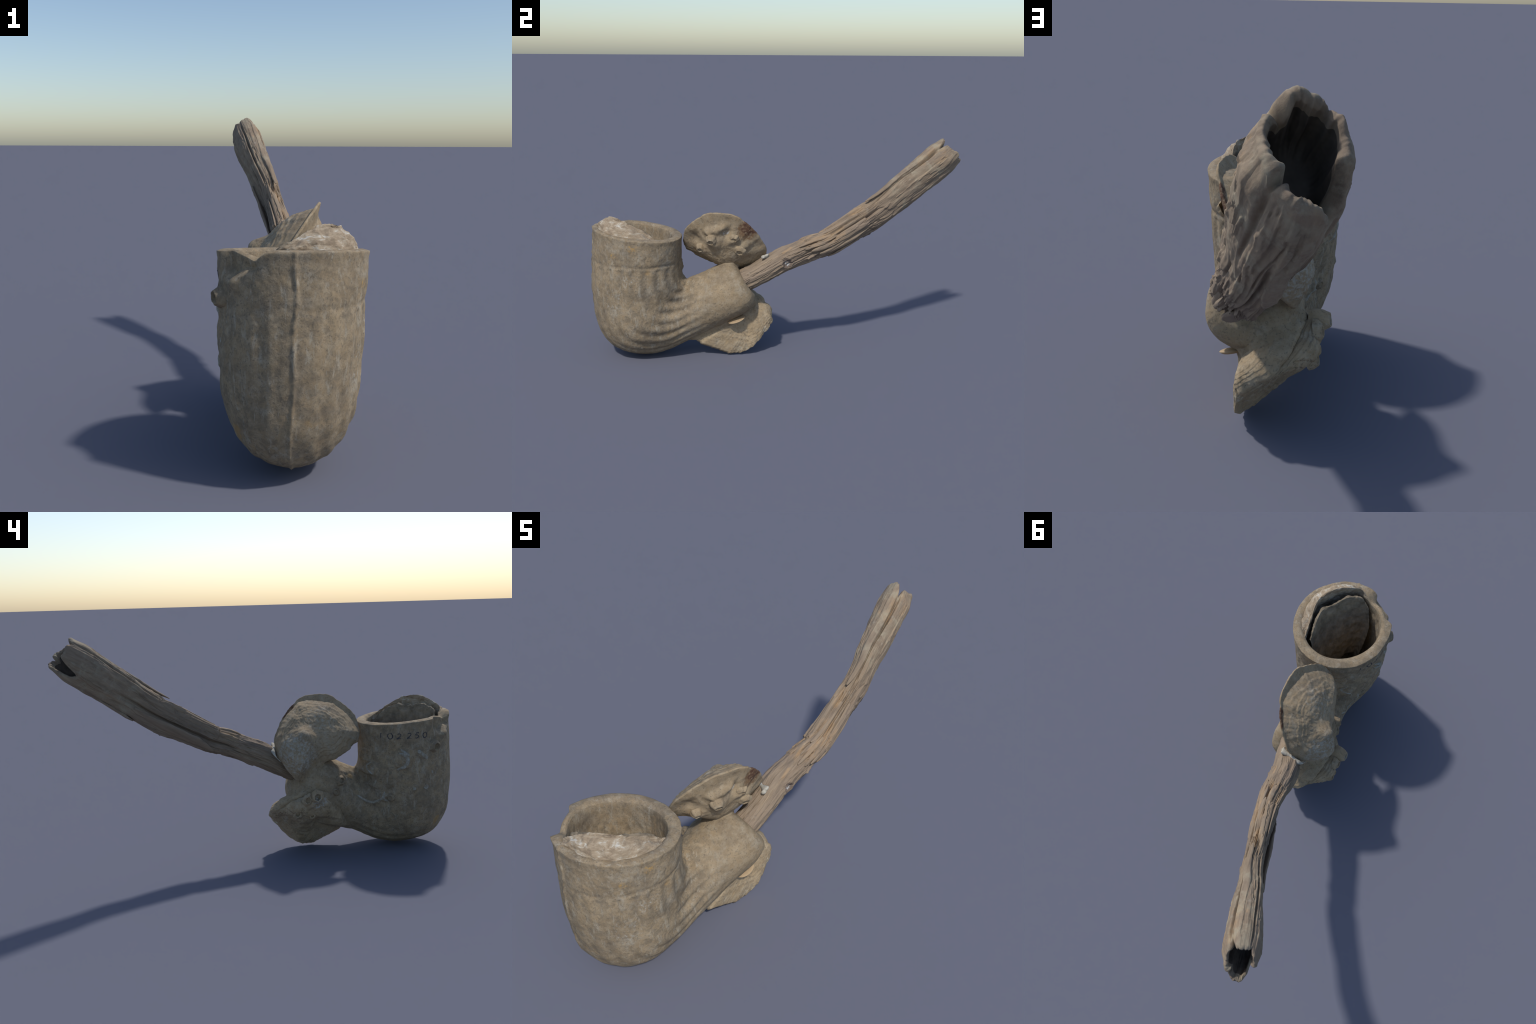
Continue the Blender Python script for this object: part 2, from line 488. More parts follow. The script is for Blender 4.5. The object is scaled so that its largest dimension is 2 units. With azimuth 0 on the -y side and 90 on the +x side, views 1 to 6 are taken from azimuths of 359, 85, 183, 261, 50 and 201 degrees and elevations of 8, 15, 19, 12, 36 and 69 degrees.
UP = np.array((-1, 0.19, 0.632)) / 1.198            # away from the sun side
loop_up = [(y, z) for y, z in ((-.510, .640), (-.498, .690), (-.462, .735), (-.420, .768), (-.385, .790), (-.338, .796), (-.285, .793), (-.233, .779),
                              (-.190, .748), (-.158, .716), (-.124, .678), (-.098, .634), (-.078, .595), (-.070, .545), (-.090, .490), (-.130, .452),
                              (-.20, .452), (-.285, .468), (-.362, .494), (-.400, .524), (-.436, .550), (-.478, .568), (-.506, .592))]
loop_left = [(y, z) for y, z in ((-.502, .615), (-.487, .665), (-.450, .705), (-.405, .748), (-.350, .763), (-.290, .770), (-.235, .765), (-.190, .740), (-.158, .710), (-.127, .675),
                                (-.102, .636), (-.080, .595), (-.073, .545), (-.080, .506), (-.102, .470), (-.135, .425), (-.160, .398), (-.185, .402),
                                (-.210, .427), (-.240, .449), (-.280, .468), (-.325, .480), (-.375, .496), (-.430, .528), (-.465, .556), (-.492, .575))]
loopR = [(plane_x(y, z) + 0.004, y, z) for y, z in loop_up]
loopL = [(plane_x(y, z) - 0.006, y, z) for y, z in loop_left]
cR = (plane_x(-.29, .585), -.29, .585)
oyster = bpy.data.objects.new('oyster_shell', None)
bpy.context.scene.collection.objects.link(oyster)
oyster.parent = root
PR = valve(loopR, cR, -UP * 0.062, 2.0, folds=0.003, rough=0.005, back=-0.1, seed=3.1, edge_jag=0.005,
           bumps=[((.06, -.36, .60), .06, .012), ((.115, -.33, .70), .022, .012), ((.12, -.30, .715), .020, .011), ((.105, -.37, .685), .022, .012), ((.08, -.42, .655), .022, .008), ((.11, -.25, .655), .030, .008), ((.10, -.355, .648), .032, .022), ((.085, -.215, .585), .035, .008), ((.05, -.415, .588), .030, .020), ((.0, -.46, .64), .05, -.012), ((.02, -.30, .53), .07, .018), ((None, -.385, .700), .017, .014), ((None, -.352, .708), .017, .014), ((None, -.322, .716), .017, .014), ((None, -.295, .726), .017, .012), ((None, -.44, .655), .04, -.018), ((None, -.245, .655), .024, .014), ((None, -.21, .60), .032, .014), ((None, -.27, .69), .028, -.009), ((None, -.33, .64), .045, .016), ((None, -.28, .745), .06, -.010), ((None, -.41, .60), .05, -.004), ((None, -.26, .57), .08, .005), ((.03, -.2, .52), .06, .006)])
PL = valve(loopL, (plane_x(-.24, .58) - .003, -.24, .58), UP * 0.096, 2.5, folds=0.002, rough=0.0055, lamella=0.0045, back=-0.1, seed=9.7, edge_jag=0.006,
           bumps=[((None, -.205, .615), .034, .026), ((None, -.215, .60), .05, .012), ((None, -.31, .745), .012, .010), ((None, -.36, .735), .014, -.008), ((-.11, -.14, .52), .09, .032), ((None, -.14, .50), .08, .014), ((None, -.31, .66), .08, -.009), ((-.03, -.30, .735), .05, .010)])
add_valve('right_valve', PR, mat_shell_clay, oyster)
add_valve('left_valve', PL, mat_shell_left, oyster)

# lower oyster, wedged under the shank
loop_low = [(.060, -.465, .105), (.083, -.425, .090), (.080, -.360, .056), (.079, -.300, .026), (.076, -.245, .012), (.075, -.195, .018), (.079, -.145, .052), (.071, -.075, .122), (.060, -.040, .168),
            (.012, -.036, .206), (-.040, -.046, .243), (-.085, -.110, .295), (-.120, -.210, .341), (-.125, -.290, .320), (-.112, -.350, .245), (-.070, -.405, .160), (.005, -.450, .118)]
lower = bpy.data.objects.new('fan_shell', None)
bpy.context.scene.collection.objects.link(lower)
lower.parent = root
loA = [(x - .004, y, z) for x, y, z in loop_low]
PA = valve(loop_low, (-.005, -.21, .205), (0.052, 0.066, 0.050), 2.2, rough=0.005, lamella=0.0018, back=-0.8, lipthick=0.016, seed=5.5, edge_jag=0.010)
loB = [(-.01 + (x + .01) * .94 - .016, -.25 + (y + .25) * .94 - .010, .2 + (z - .2) * .94 - .006) for x, y, z in loop_low]
PB = valve(loB, (-.030, -.215, .235), (-.088, .030, .010), 2.2, rough=0.0075, lamella=0.006, back=-0.3, seed=8.8, edge_jag=0.008,
           bumps=[((-.15, -.24, .32), .045, .040), ((-.14, -.13, .27), .055, .030), ((None, -.19, .225), .055, .030), ((None, -.32, .09), .07, -.030), ((-.13, -.22, .18), .04, .022)])
add_valve('upper_valve', PA, mat_low_shell, lower)
add_valve('under_valve', PB, mat_low_shell, lower)


# ------------------------------------------------------------------ silt that cements the shells to the clay
def surface_net(F, org, h):
    """quad surface of F=0 on a regular grid (F<0 inside)"""
    ins = F < 0
    nx, ny, nz = F.shape
    cnt = np.zeros((nx - 1, ny - 1, nz - 1))
    acc = np.zeros((nx - 1, ny - 1, nz - 1, 3))
    corners = [(i, j, k) for i in (0, 1) for j in (0, 1) for k in (0, 1)]
    view = lambda a, c: a[c[0]:nx - 1 + c[0], c[1]:ny - 1 + c[1], c[2]:nz - 1 + c[2]]
    for a in corners:
        for b in corners:
            if sum(b) - sum(a) == 1 and all(q >= p for p, q in zip(a, b)):
                fa, fb = view(F, a), view(F, b)
                m = (fa < 0) != (fb < 0)
                t = np.where(m, fa / np.where(m, fa - fb, 1), 0)
                for ax in range(3):
                    acc[..., ax] += m * (a[ax] + t * (b[ax] - a[ax]))
                cnt += m
    act = cnt > 0
    idx = -np.ones(act.shape, int)
    idx[act] = np.arange(act.sum())
    ii = np.argwhere(act)
    V = org + h * (ii + acc[act] / cnt[act][:, None])
    faces = []
    for ax in range(3):
        u, v = [(1, 2), (2, 0), (0, 1)][ax]
        s0 = [slice(1, d - 1) for d in F.shape]
        s0[ax] = slice(0, F.shape[ax] - 1)
        s1 = list(s0)
        s1[ax] = slice(1, F.shape[ax])
        m = ins[tuple(s0)] != ins[tuple(s1)]
        flip = ins[tuple(s0)][m]
        off = np.array([s.start for s in s0])
        p = np.argwhere(m) + off
        q = []
        for du, dv in ((1, 1), (0, 1), (0, 0), (1, 0)):
            r = p.copy()
            r[:, u] -= du
            r[:, v] -= dv
            q.append(idx[r[:, 0], r[:, 1], r[:, 2]])
        q = np.stack(q, 1)
        q[~flip] = q[~flip][:, ::-1]
        faces.append(q)
    f = np.concatenate(faces)
    return V, f[(f >= 0).all(1)]


RAYS = [Vector(v).normalized() for v in ((.31, .17, .93), (-.83, .42, .36), (.25, -.91, .33))]


def distance_field(bvh, X, cut):
    D = np.full(len(X), cut)
    for i, p in enumerate(X):
        loc, n, k, d = bvh.find_nearest(p, cut)
        if loc is not None:
            votes = 0
            for r in RAYS:                      # inside or out: count crossings along three rays
                q, odd = Vector(p), 0
                for hop in range(12):
                    h_, _, _, _ = bvh.ray_cast(q, r)
                    if h_ is None:
                        break
                    odd ^= 1
                    q = h_ + r * 1e-5
                votes += odd
            D[i] = -d if votes >= 2 else d
    return D


def closed_bvh(P, flip_ref):
    V = P.reshape(-1, 3)
    F = grid_faces(*P.shape[:2])
    a = V[F]
    fn = np.cross(a[:, 2] - a[:, 0], a[:, 3] - a[:, 1])
    if (fn * (a.mean(1) - flip_ref)).sum() < 0:
        F = F[:, ::-1]
    return bvh_of(V, F)


def fillet(name, bvhs, lo, hi, k, inset, mat, h=0.009):
    lo, hi = np.array(lo), np.array(hi)
    n = np.ceil((hi - lo) / h).astype(int) + 1
    g = np.stack(np.meshgrid(*[lo[i] + h * np.arange(n[i]) for i in range(3)], indexing='ij'), -1)
    X = g.reshape(-1, 3)
    cut = 0.09
    d = [distance_field(b, X.tolist(), cut) for b in bvhs]
    e = -k * np.log(sum(np.exp(-x / k) for x in d))
    e = e + inset + 0.006 * fbm(X * 16, 3)
    inbox = np.minimum(X - lo, hi - X).min(1)
    e = np.maximum(e, h * 1.5 - inbox)
    V, F = surface_net(e.reshape(n), lo, h)
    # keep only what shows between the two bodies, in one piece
    dv = np.array([distance_field(b, V.tolist(), cut) for b in bvhs]).min(0)
    F = F[dv[F].max(1) > -0.004]
    lab = np.arange(len(V))
    for it in range(400):
        new = lab.copy()
        np.minimum.at(new, F.ravel(), np.repeat(lab[F].min(1), 4))
        if (new == lab).all():
            break
        lab = new
    ids, cnt = np.unique(lab[F[:, 0]], return_counts=True)
    F = F[np.isin(lab[F[:, 0]], ids[cnt > 60])]
    used, inv = np.unique(F, return_inverse=True)
    V, F = V[used], inv.reshape(-1, 4)
    ob = make_mesh(name, V, F, mat, root)
    for it in range(1):
        m = ob.modifiers.new('smooth', 'SMOOTH')
        m.factor = 0.5
        m.iterations = 3
    return ob


fF = body_faces
a = body.reshape(-1, 3)[fF]
fn = np.cross(a[:, 2] - a[:, 0], a[:, 3] - a[:, 1])
if (fn * bn.reshape(-1, 3)[fF].mean(1)).sum() < 0:
    fF = fF[:, ::-1]
bvh_body = bvh_of(body.reshape(-1, 3), fF)
bvh_R = closed_bvh(PR[:70], np.array(cR) + UP * .2)
bvh_L = closed_bvh(PL[:70], np.array(cR) - UP * .2)
bvh_A = closed_bvh(PA, np.array((-.005, -.25, .205)))
bvh_B = closed_bvh(PB, np.array((-.06, -.25, .19)))
fillet('silt_fillet', [bvh_body, bvh_A], (-.20, -.52, .03), (.22, -.02, .44), 0.026, 0.011, mat_clay)
fillet('silt_fillet', [bvh_body, closed_bvh(PR, np.array(cR) - UP * .03)], (-.13, -.43, .40), (.2, -.12, .60), 0.018, 0.010, mat_clay)

fillet('silt_fillet', [bvh_body, closed_bvh(PL, np.array(cR) + UP * .03)], (-.17, -.43, .36), (.06, -.10, .54), 0.022, 0.010, mat_clay)

# ------------------------------------------------------------------ shells standing inside the bowl
def slab(name, rows, mat, parent, nu=90, per=16, rough=0.004, seed=0.0, scale=25):
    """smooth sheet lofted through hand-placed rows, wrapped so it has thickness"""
    R = [catmull(r, nu) for r in rows]
    R = np.array([catmull([r[i] for r in R], per * (len(rows) - 1) + 1) for i in range(nu)])
    P = np.swapaxes(R, 0, 1)
    n = grid_normals(P, False)
    P = P + n * (rough * fbm(P * scale + seed, 5, 0.6))[..., None]
    return make_mesh(name, P.reshape(-1, 3), grid_faces(P.shape[0], P.shape[1], False), mat, parent)


bowl_shell = bpy.data.objects.new('bowl_shell', None)
bpy.context.scene.collection.objects.link(bowl_shell)
bowl_shell.parent = root
edge_o = np.array([(.162, -.628, .656), (.158, -.700, .702), (.153, -.782, .750), (.121, -.831, .768), (.079, -.873, .770), (.033, -.908, .752), (-.022, -.940, .722), (-.062, -.925, .690)])
rim_line = np.array([(.172, -.620, .650), (.200, -.700, .668), (.200, -.790, .682), (.165, -.868, .692), (.105, -.918, .700), (.040, -.942, .702), (-.025, -.952, .702), (-.075, -.940, .690)])
mid_line = edge_o * .5 + rim_line * .5 + np.array((.010, -.006, .006))
under = np.array((-.006, .007, -.003))
down1 = edge_o + np.array((-.002, .006, -.10))
rows_o = [rim_line - np.array((0, 0, .03)), rim_line, mid_line, edge_o + np.array((.004, -.003, -.004)), edge_o, edge_o + under, down1 + under * .5, edge_o + np.array((-.03, .06, -.30))]
slab('chalky_valve', rows_o, mat_chalk, bowl_shell, rough=0.009, seed=2.0, scale=28)
edge_i = np.array((-.004, .005, -.008)) + np.array([(.140, -.640, .655), (.138, -.690, .700), (.128, -.764, .738), (.100, -.805, .733), (.075, -.828, .735), (.035, -.872, .742), (-.005, -.897, .735), (-.036, -.908, .716), (-.070, -.892, .685)])
edge_i[:, 2] += 0.010 * noise(edge_i * 40)
t_in = np.array((-.026, .022, -.006))
rows_i = [edge_i + np.array((.0, -.0, -.25)), edge_i + np.array((.004, -.004, -.06)), edge_i + np.array((.002, -.002, -.008)), edge_i + t_in * .25 + np.array((0, 0, .003)), edge_i + t_in * .4, edge_i + t_in * .5 + np.array((-.003, .003, -.02)),
          edge_i + np.array((-.034, .038, -.12)), edge_i * np.array((.80, 1, 1)) + np.array((-.040, .074, -.24)), edge_i * np.array((.55, .86, 1)) + np.array((-.04, -.03, -.36))]
slab('drab_valve', rows_i, mat_dark_shell, bowl_shell, rough=0.008, seed=6.0, scale=30)


# ------------------------------------------------------------------ wooden stem
SPINE = [(.062, -.235, .392), (.052, -.108, .455), (.035, .007, .515), (.036, .100, .556), (.041, .175, .586), (.039, .242, .606), (.029, .310, .640), (.004, .438, .709),
         (-.020, .549, .776), (-.056, .662, .863), (-.087, .780, .948), (-.117, .881, 1.024), (-.137, .955, 1.083)]
RV = [.058, .060, .063, .062, .060, .060, .062, .072, .081, .088, .092, .096, .092]
RX = [.056, .057, .059, .056, .048, .043, .041, .039, .043, .050, .060, .066, .064]
nS, nT = 620, 260
sp = catmull(SPINE, 1600)
arc = np.concatenate([[0], np.cumsum(np.linalg.norm(np.diff(sp, axis=0), axis=1))])
prof = catmull(np.stack([RV, RX], 1), 1600)
TOT = arc[-1] + 0.035


def at(s):
    """spine point and frame at arc length s (straight beyond the last point)"""
    s = np.asarray(s, float)
    sc = np.minimum(s, arc[-1])
    p = np.stack([np.interp(sc, arc, sp[:, i]) for i in range(3)], -1)
    e = 0.012
    q = [np.stack([np.interp(np.clip(sc + d, 0, arc[-1]), arc, sp[:, i]) for i in range(3)], -1) for d in (-e, e)]
    T = q[1] - q[0]
    T /= np.linalg.norm(T, axis=-1, keepdims=True)
    p = p + T * (s - sc)[..., None]
    X = np.cross(T, (0, 0, 1.0))
    X /= np.linalg.norm(X, axis=-1, keepdims=True)
    U = np.cross(X, T)
    rv = np.interp(sc, arc, prof[:, 0])
    rx = np.interp(sc, arc, prof[:, 1])
    return p, T, X, U, rv, rx


s_of_y = lambda y: np.interp(y, sp[:, 1], arc)
tt = np.linspace(0, 2 * math.pi, nT, endpoint=False)
td = np.degrees(tt)


def near(a, c, w):
    d = (a - c + 180) % 360 - 180
    return np.exp(-(d / w) ** 2)


# ragged mouth: how far each strip of wall reaches past a base station
base_s = s_of_y(.780)
ctrl = np.array([(0, .214), (18, .210), (28, .19), (36, .155), (43, .185), (50, .196), (75, .205), (100, .222), (114, .225), (122, .195), (128, .217), (140, .224), (170, .226), (186, .219),
                 (200, .19), (212, .125), (228, .105), (240, .125), (247, .180), (256, .205), (270, .212), (292, .214), (310, .208), (318, .195), (326, .205), (345, .214), (360, .214)])
end = base_s + np.interp(td, ctrl[:, 0], ctrl[:, 1])
end += 0.012 * fbm(np.stack([np.cos(tt) * 3.4, np.sin(tt) * 3.4, 0 * tt], -1), 4, 0.4) - 0.010
u = np.linspace(0, 1, nS)[:, None]
ss = u * end[None, :]
p, T, X, U, rv, rx = at(ss)
a = tt[None, :] + 0 * u
dirv = U * (rv * np.cos(a))[..., None] + X * (rx * np.sin(a))[..., None]
dl = np.linalg.norm(dirv, axis=-1)
y_ = p[..., 1]
ring = np.stack([np.cos(a) * 1.0, ss * 0.0, np.sin(a) * 1.0], -1)


def grain(fr, along, seed):
    q = np.stack([np.cos(a) * fr, ss * along, np.sin(a) * fr], -1)
    return fbm(q + seed, 4, 0.55)


D = td[None, :] + 0 * ss


def plates(fr, along, seed, cutv):
    q = np.stack([np.cos(a) * fr, ss * along, np.sin(a) * fr], -1)
    v = noise(q + seed) + 0.35 * noise(q * np.array((4, 5, 4)) + seed)
    return sstep(cutv, cutv + 0.035, v)


calm = 0.06 + 0.94 * (sstep(.08, .16, y_) * (1 - sstep(.45, .6, y_)))
d = 0.006 * grain(2.0, 3.0, 1.0) + 0.006 * grain(1.1, 7.0, 31.0) + calm * (0.0045 * grain(5, 3, 4.0) + 0.0014 * grain(14, 4, 9.0)) - 0.009 * sstep(.12, .3, y_) * (1 - sstep(.5, .56, y_)) * near(D, 30, 70)
def outer_q(u):
    return np.stack([np.cos(a) * 2.4, ss * 9, np.sin(a) * 2.4], -1)


# split-out zone: deep strands between y=.10 and y=.52 on the upper and sunny side
zone = sstep(.09, .20, y_) * (1 - sstep(.46, .54, y_)) * (0.35 + 0.65 * near(D, 55, 80))
g = grain(9, 2.2, 21.0)
d += zone * (-0.010 * sstep(0.0, 0.35, np.abs(g)) + 0.009 * (g > 0.05))
# torn strands: raised strips that end in points toward the clay
r2 = np.random.default_rng(11)
for k in range(26):
    c0 = r2.uniform(-60, 135)
    w = r2.uniform(7, 14)
    y0 = r2.uniform(.10, .27) + 0.04 * math.cos(math.radians(c0 - 40))
    y1 = y0 + r2.uniform(.12, .34)
    hgt = r2.uniform(.004, .010)
    off = np.abs((D - c0 + 180) % 360 - 180) / w
    tip = y0 + 0.05 * off ** 1.5 + 0.012 * noise(np.stack([D * .3, y_ * 0, 0 * D + k], -1))
    m = sstep(0, .006, y_ - tip) * (off < 1) * (1 - off ** 4) * (1 - sstep(y1 - .08, y1, y_))
    d = np.maximum(d, d * (1 - m) + m * hgt)
d -= 0.013 * sstep(.13, .16, y_) * (1 - sstep(.21, .26, y_)) * near(D, 110, 38) * (0.6 + 0.8 * grain(5, 14, 40))
# thicker outer plate above the split zone, with a rounded lobe end
lobe = .515 + .10 * np.abs((D - 62 + 180) % 360 - 180) / 60 + 0.05 * noise(np.stack([D * .06, 0 * D, 0 * D], -1))
d += 0.0075 * sstep(0, .012, y_ - lobe) * near(D, 62, 45)
# trunk step on the upper left, where the outer layer has snapped off
left_step = .232 + 0.012 * fbm(np.stack([D * .12, 0 * D, 0 * D], -1), 3)
d += 0.012 * sstep(0, .006, y_ - left_step) * (1 - sstep(.40, .6, y_)) * near(D, 312, 36)
d += 0.0035 * plates(3.2, 3.4, 51.0, .10) + (0.0025 * plates(5.5, 6.0, 77.0, .16) - 0.003 * plates(6.5, 5.0, 91.0, .20)) * (1 - .7 * sstep(.5, .6, y_))
# cracks
r3 = np.random.default_rng(5)
for k in range(11):
    c0, y0, ln = r3.uniform(0, 360), r3.uniform(-.05, .6), r3.uniform(.15, .35)
    d -= 0.007 * near(D, c0 + 5 * np.sin(y_ * 11 + k), 1.7) * sstep(y0, y0 + .08, y_) * (1 - sstep(y0 + ln - .08, y0 + ln, y_))
d -= 0.030 * near(D, 36 + 0 * y_, 3.6) * sstep(.70, .80, y_)
d -= 0.014 * near(D, 36 + 6 * np.sin(y_ * 9), 2.6) * sstep(.48, .56, y_)
d -= 0.014 * near(D, 322 + 3 * np.sin(y_ * 8), 3.2) * sstep(.50, .62, y_)
d -= 0.010 * near(D, 122 + 3 * np.sin(y_ * 7), 3.4) * sstep(.66, .80, y_)
d -= 0.024 * near(D, 258 + 25 * sstep(.1, .7, y_) * 0 + 4 * np.sin(y_ * 6), 7) * sstep(.10, .18, y_) * (1 - sstep(.62, .74, y_))
d -= 0.012 * near(D, 160 + 4 * np.sin(y_ * 11), 4) * sstep(.3, .4, y_) * (1 - sstep(.75, .85, y_))
d += 0.010 * sstep(.14, .26, y_) * near(D, 215, 32) * (1 - sstep(.5, .7, y_))
# knot
kn = np.linalg.norm(p + dirv - np.array((.09, .034, .518)), axis=-1)
d += 0.006 * np.exp(-((kn - .028) / .008) ** 2) - 0.012 * np.exp(-(kn / .018) ** 2) + 0.006 * np.exp(-(kn / .008) ** 2)
kb = np.linalg.norm(p + dirv - np.array((-.06, .83, .985)), axis=-1)
d += 0.006 * np.exp(-(kb / .018) ** 2)
thick = 0.023 + 0.006 * np.sin(3 * tt + 1)
d = d * (1 - 0.75 * sstep(.955, .995, u)) + 0.004 * fbm(outer_q(u), 2) * sstep(.95, 1, u)
d -= 0.006 * sstep(.94, 1.0, u)                  # wall worn thinner at the mouth
outerw = p + dirv * (1 + d / dl)[..., None]
# inside of the hollow mouth
nI = 60
ker = np.exp(-np.linspace(-2, 2, 31) ** 2)
end_s = np.convolve(np.concatenate([end[-15:], end, end[:15]]), ker / ker.sum(), 'valid')
ui = np.linspace(0, 1, nI)[:, None]
si = (end * (1 - sstep(0, .12, ui)) + end_s * sstep(0, .12, ui)) - 0.10 * ui - 0.01 * sstep(0, .1, ui)
si = si * (1 - sstep(.3, 1, ui)) + (base_s + 0.09) * sstep(.3, 1, ui)
pi_, Ti, Xi, Ui, rvi, rxi = at(si)
taper = np.sqrt(np.clip(1 - ui ** 3, 0, 1))
ai = tt[None, :] + 0 * ui
dv = Ui * ((rvi - thick) * np.cos(ai))[..., None] + Xi * ((rxi - thick) * np.sin(ai))[..., None]
qi = np.stack([np.cos(ai) * 2, si * 5, np.sin(ai) * 2], -1)
innerw = pi_ + dv * (taper * (1 + 0.25 * fbm(qi, 3)))[..., None]
lipw = []
for f in (0.15, 0.3, 0.45, 0.6, 0.75, 0.9):
    lipw.append(outerw[-1] * (1 - f) + innerw[0] * f + T[-1] * (0.010 * math.sin(math.pi * f)))
allw = np.concatenate([outerw, np.array(lipw), innerw[:6]])
stem = make_mesh('wooden_stem', allw.reshape(-1, 3), grid_faces(len(allw), nT), mat_wood, root)
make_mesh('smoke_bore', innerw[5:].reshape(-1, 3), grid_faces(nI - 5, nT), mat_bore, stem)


def splinter(name, ys, degs, lift, wid, thk, seed, jag=0.25):
    """a sliver of wood following the stem: centre line given by y and angle, lifted off the surface"""
    n = 70
    m = 20
    q = catmull(np.stack([ys, degs, lift, wid, thk], 1), n)
    p, T, X, U, rv, rx = at(s_of_y(q[:, 0]))
    al = np.radians(q[:, 1])
    R = U * (rv * np.cos(al))[:, None] + X * (rx * np.sin(al))[:, None]
    rn = np.linalg.norm(R, axis=1, keepdims=True)
    er = R / rn
    et = np.cross(T, er)
    c = p + er * (rn + q[:, 2:3])
    ph = np.linspace(0, 2 * math.pi, m, endpoint=False)
    cs, sn = np.cos(ph), np.sin(ph)
    P = c[:, None] + et[:, None] * (q[:, 3:4] * cs[None])[..., None] + er[:, None] * (q[:, 4:5] * np.sign(sn) * np.abs(sn) ** 0.6 - 0.35 * q[:, 3:4] * cs[None] ** 2 * q[:, 3:4] / rn)[..., None]
    gq = np.stack([np.repeat(np.arange(n)[:, None] * .05, m, 1), np.repeat(cs[None] * 3, n, 0), np.repeat(sn[None] * 2, n, 0)], -1)
    P = P + er[:, None] * (0.35 * q[:, 4:5] * fbm(gq + seed, 3))[..., None]
    P = P + et[:, None] * (jag * q[:, 3:4] * fbm(gq * np.array((3, .3, .3)) + seed, 3))[..., None]
    V = np.concatenate([P.reshape(-1, 3), [P[0].mean(0), P[-1].mean(0)]])
    F = [list(f) for f in grid_faces(n, m)]
    F += [[n * m, (j + 1) % m, j] for j in range(m)] + [[n * m + 1, (n - 1) * m + j, (n - 1) * m + (j + 1) % m] for j in range(m)]
    return make_mesh(name, V, F, mat_wood, stem)


splinter('splinter', (.500, .54, .62, .72, .86), (12, 14, 15, 16, 20), (.020, .016, .008, .001, -.006), (.004, .010, .014, .016, .012), (.002, .005, .007, .008, .005), 1)
splinter('splinter', (.232, .27, .36, .48, .62), (228, 230, 234, 236, 232), (.014, .011, .008, .004, -.008), (.004, .022, .034, .034, .02), (.003, .006, .009, .009, .006), 2)
splinter('splinter', (.592, .62, .68, .80), (196, 194, 190, 186), (.008, .007, .002, -.006), (.005, .014, .018, .012), (.003, .006, .007, .005), 3)
splinter('splinter', (.235, .26, .32, .42), (168, 168, 170, 172), (.008, .008, .004, -.006), (.004, .016, .022, .016), (.003, .006, .008, .006), 4)
splinter('splinter', (.118, .15, .20, .28), (52, 50, 46, 42), (.004, .006, .005, -.004), (.003, .008, .010, .008), (.003, .005, .006, .004), 5)
splinter('splinter', (.215, .25, .32, .44), (16, 18, 22, 26), (.006, .006, .004, -.004), (.003, .009, .010, .008), (.003, .005, .006, .004), 6)
splinter('splinter', (.285, .31, .36, .46), (84, 82, 78, 72), (.005, .006, .003, -.004), (.003, .009, .011, .008), (.003, .005, .006, .004), 7)
splinter('splinter', (.165, .19, .25, .34), (92, 92, 90, 84), (.005, .006, .003, -.004), (.003, .010, .012, .008), (.003, .005, .006, .004), 8)
splinter('splinter', (.128, .16, .21, .30), (350, 352, 355, 360), (.003, .006, .004, -.004), (.003, .009, .012, .008), (.003, .005, .006, .004), 9)
splinter('splinter', (.200, .225, .28, .40), (118, 117, 115, 108), (.003, .005, .003, -.004), (.003, .009, .012, .008), (.003, .005, .006, .004), 10)


# ------------------------------------------------------------------ barnacles, worm tubes, chips
def stick(bvh, point):
    loc, n, i, d = bvh.find_nearest(Vector(point))
    return np.array(loc), np.array(n)


def barnacle(name, pos, nrm, r, h, mat, parent, seed=0, pit=0.55, oval=1.0, spin=0.0, lean=(0, 0, 0)):
    n = np.asarray(nrm, float) + np.asarray(lean)
    n /= np.linalg.norm(n)
    t = np.cross(n, (0.3, 0.2, 1))
    t /= np.linalg.norm(t)
    b = np.cross(n, t)
    t, b = t * math.cos(spin) + b * math.sin(spin), b * math.cos(spin) - t * math.sin(spin)
    prof_ = [(1.45, -1.3), (1.38, -.45), (1.24, .10), (1.06, .50), (.92, .80), (.80, 1.0), (.68, 1.0), (.58, .80), (.48, pit), (.30, pit - .18), (.0, pit - .22)]
    pc = catmull(prof_, 28)
    m = 36
    ph = np.linspace(0, 2 * math.pi, m, endpoint=False)
    w = 1 + 0.16 * fbm(np.stack([np.cos(ph) * 1.6, np.sin(ph) * 1.6, 0 * ph + seed], -1), 3) + .05 * np.cos(6 * ph + seed)
    P = (pos + t * (np.cos(ph) * w)[:, None, None].swapaxes(0, 1) * (r * pc[:, 0])[:, None, None] * oval
         + b * (np.sin(ph) * w)[None, :, None] * (r * pc[:, 0])[:, None, None] + n * (h * pc[:, 1])[:, None, None])
    P = P + n * (0.12 * h * fbm(P * 60 + seed, 3))[..., None]
    return make_mesh(name, P.reshape(-1, 3), grid_faces(len(pc), m), mat, parent)


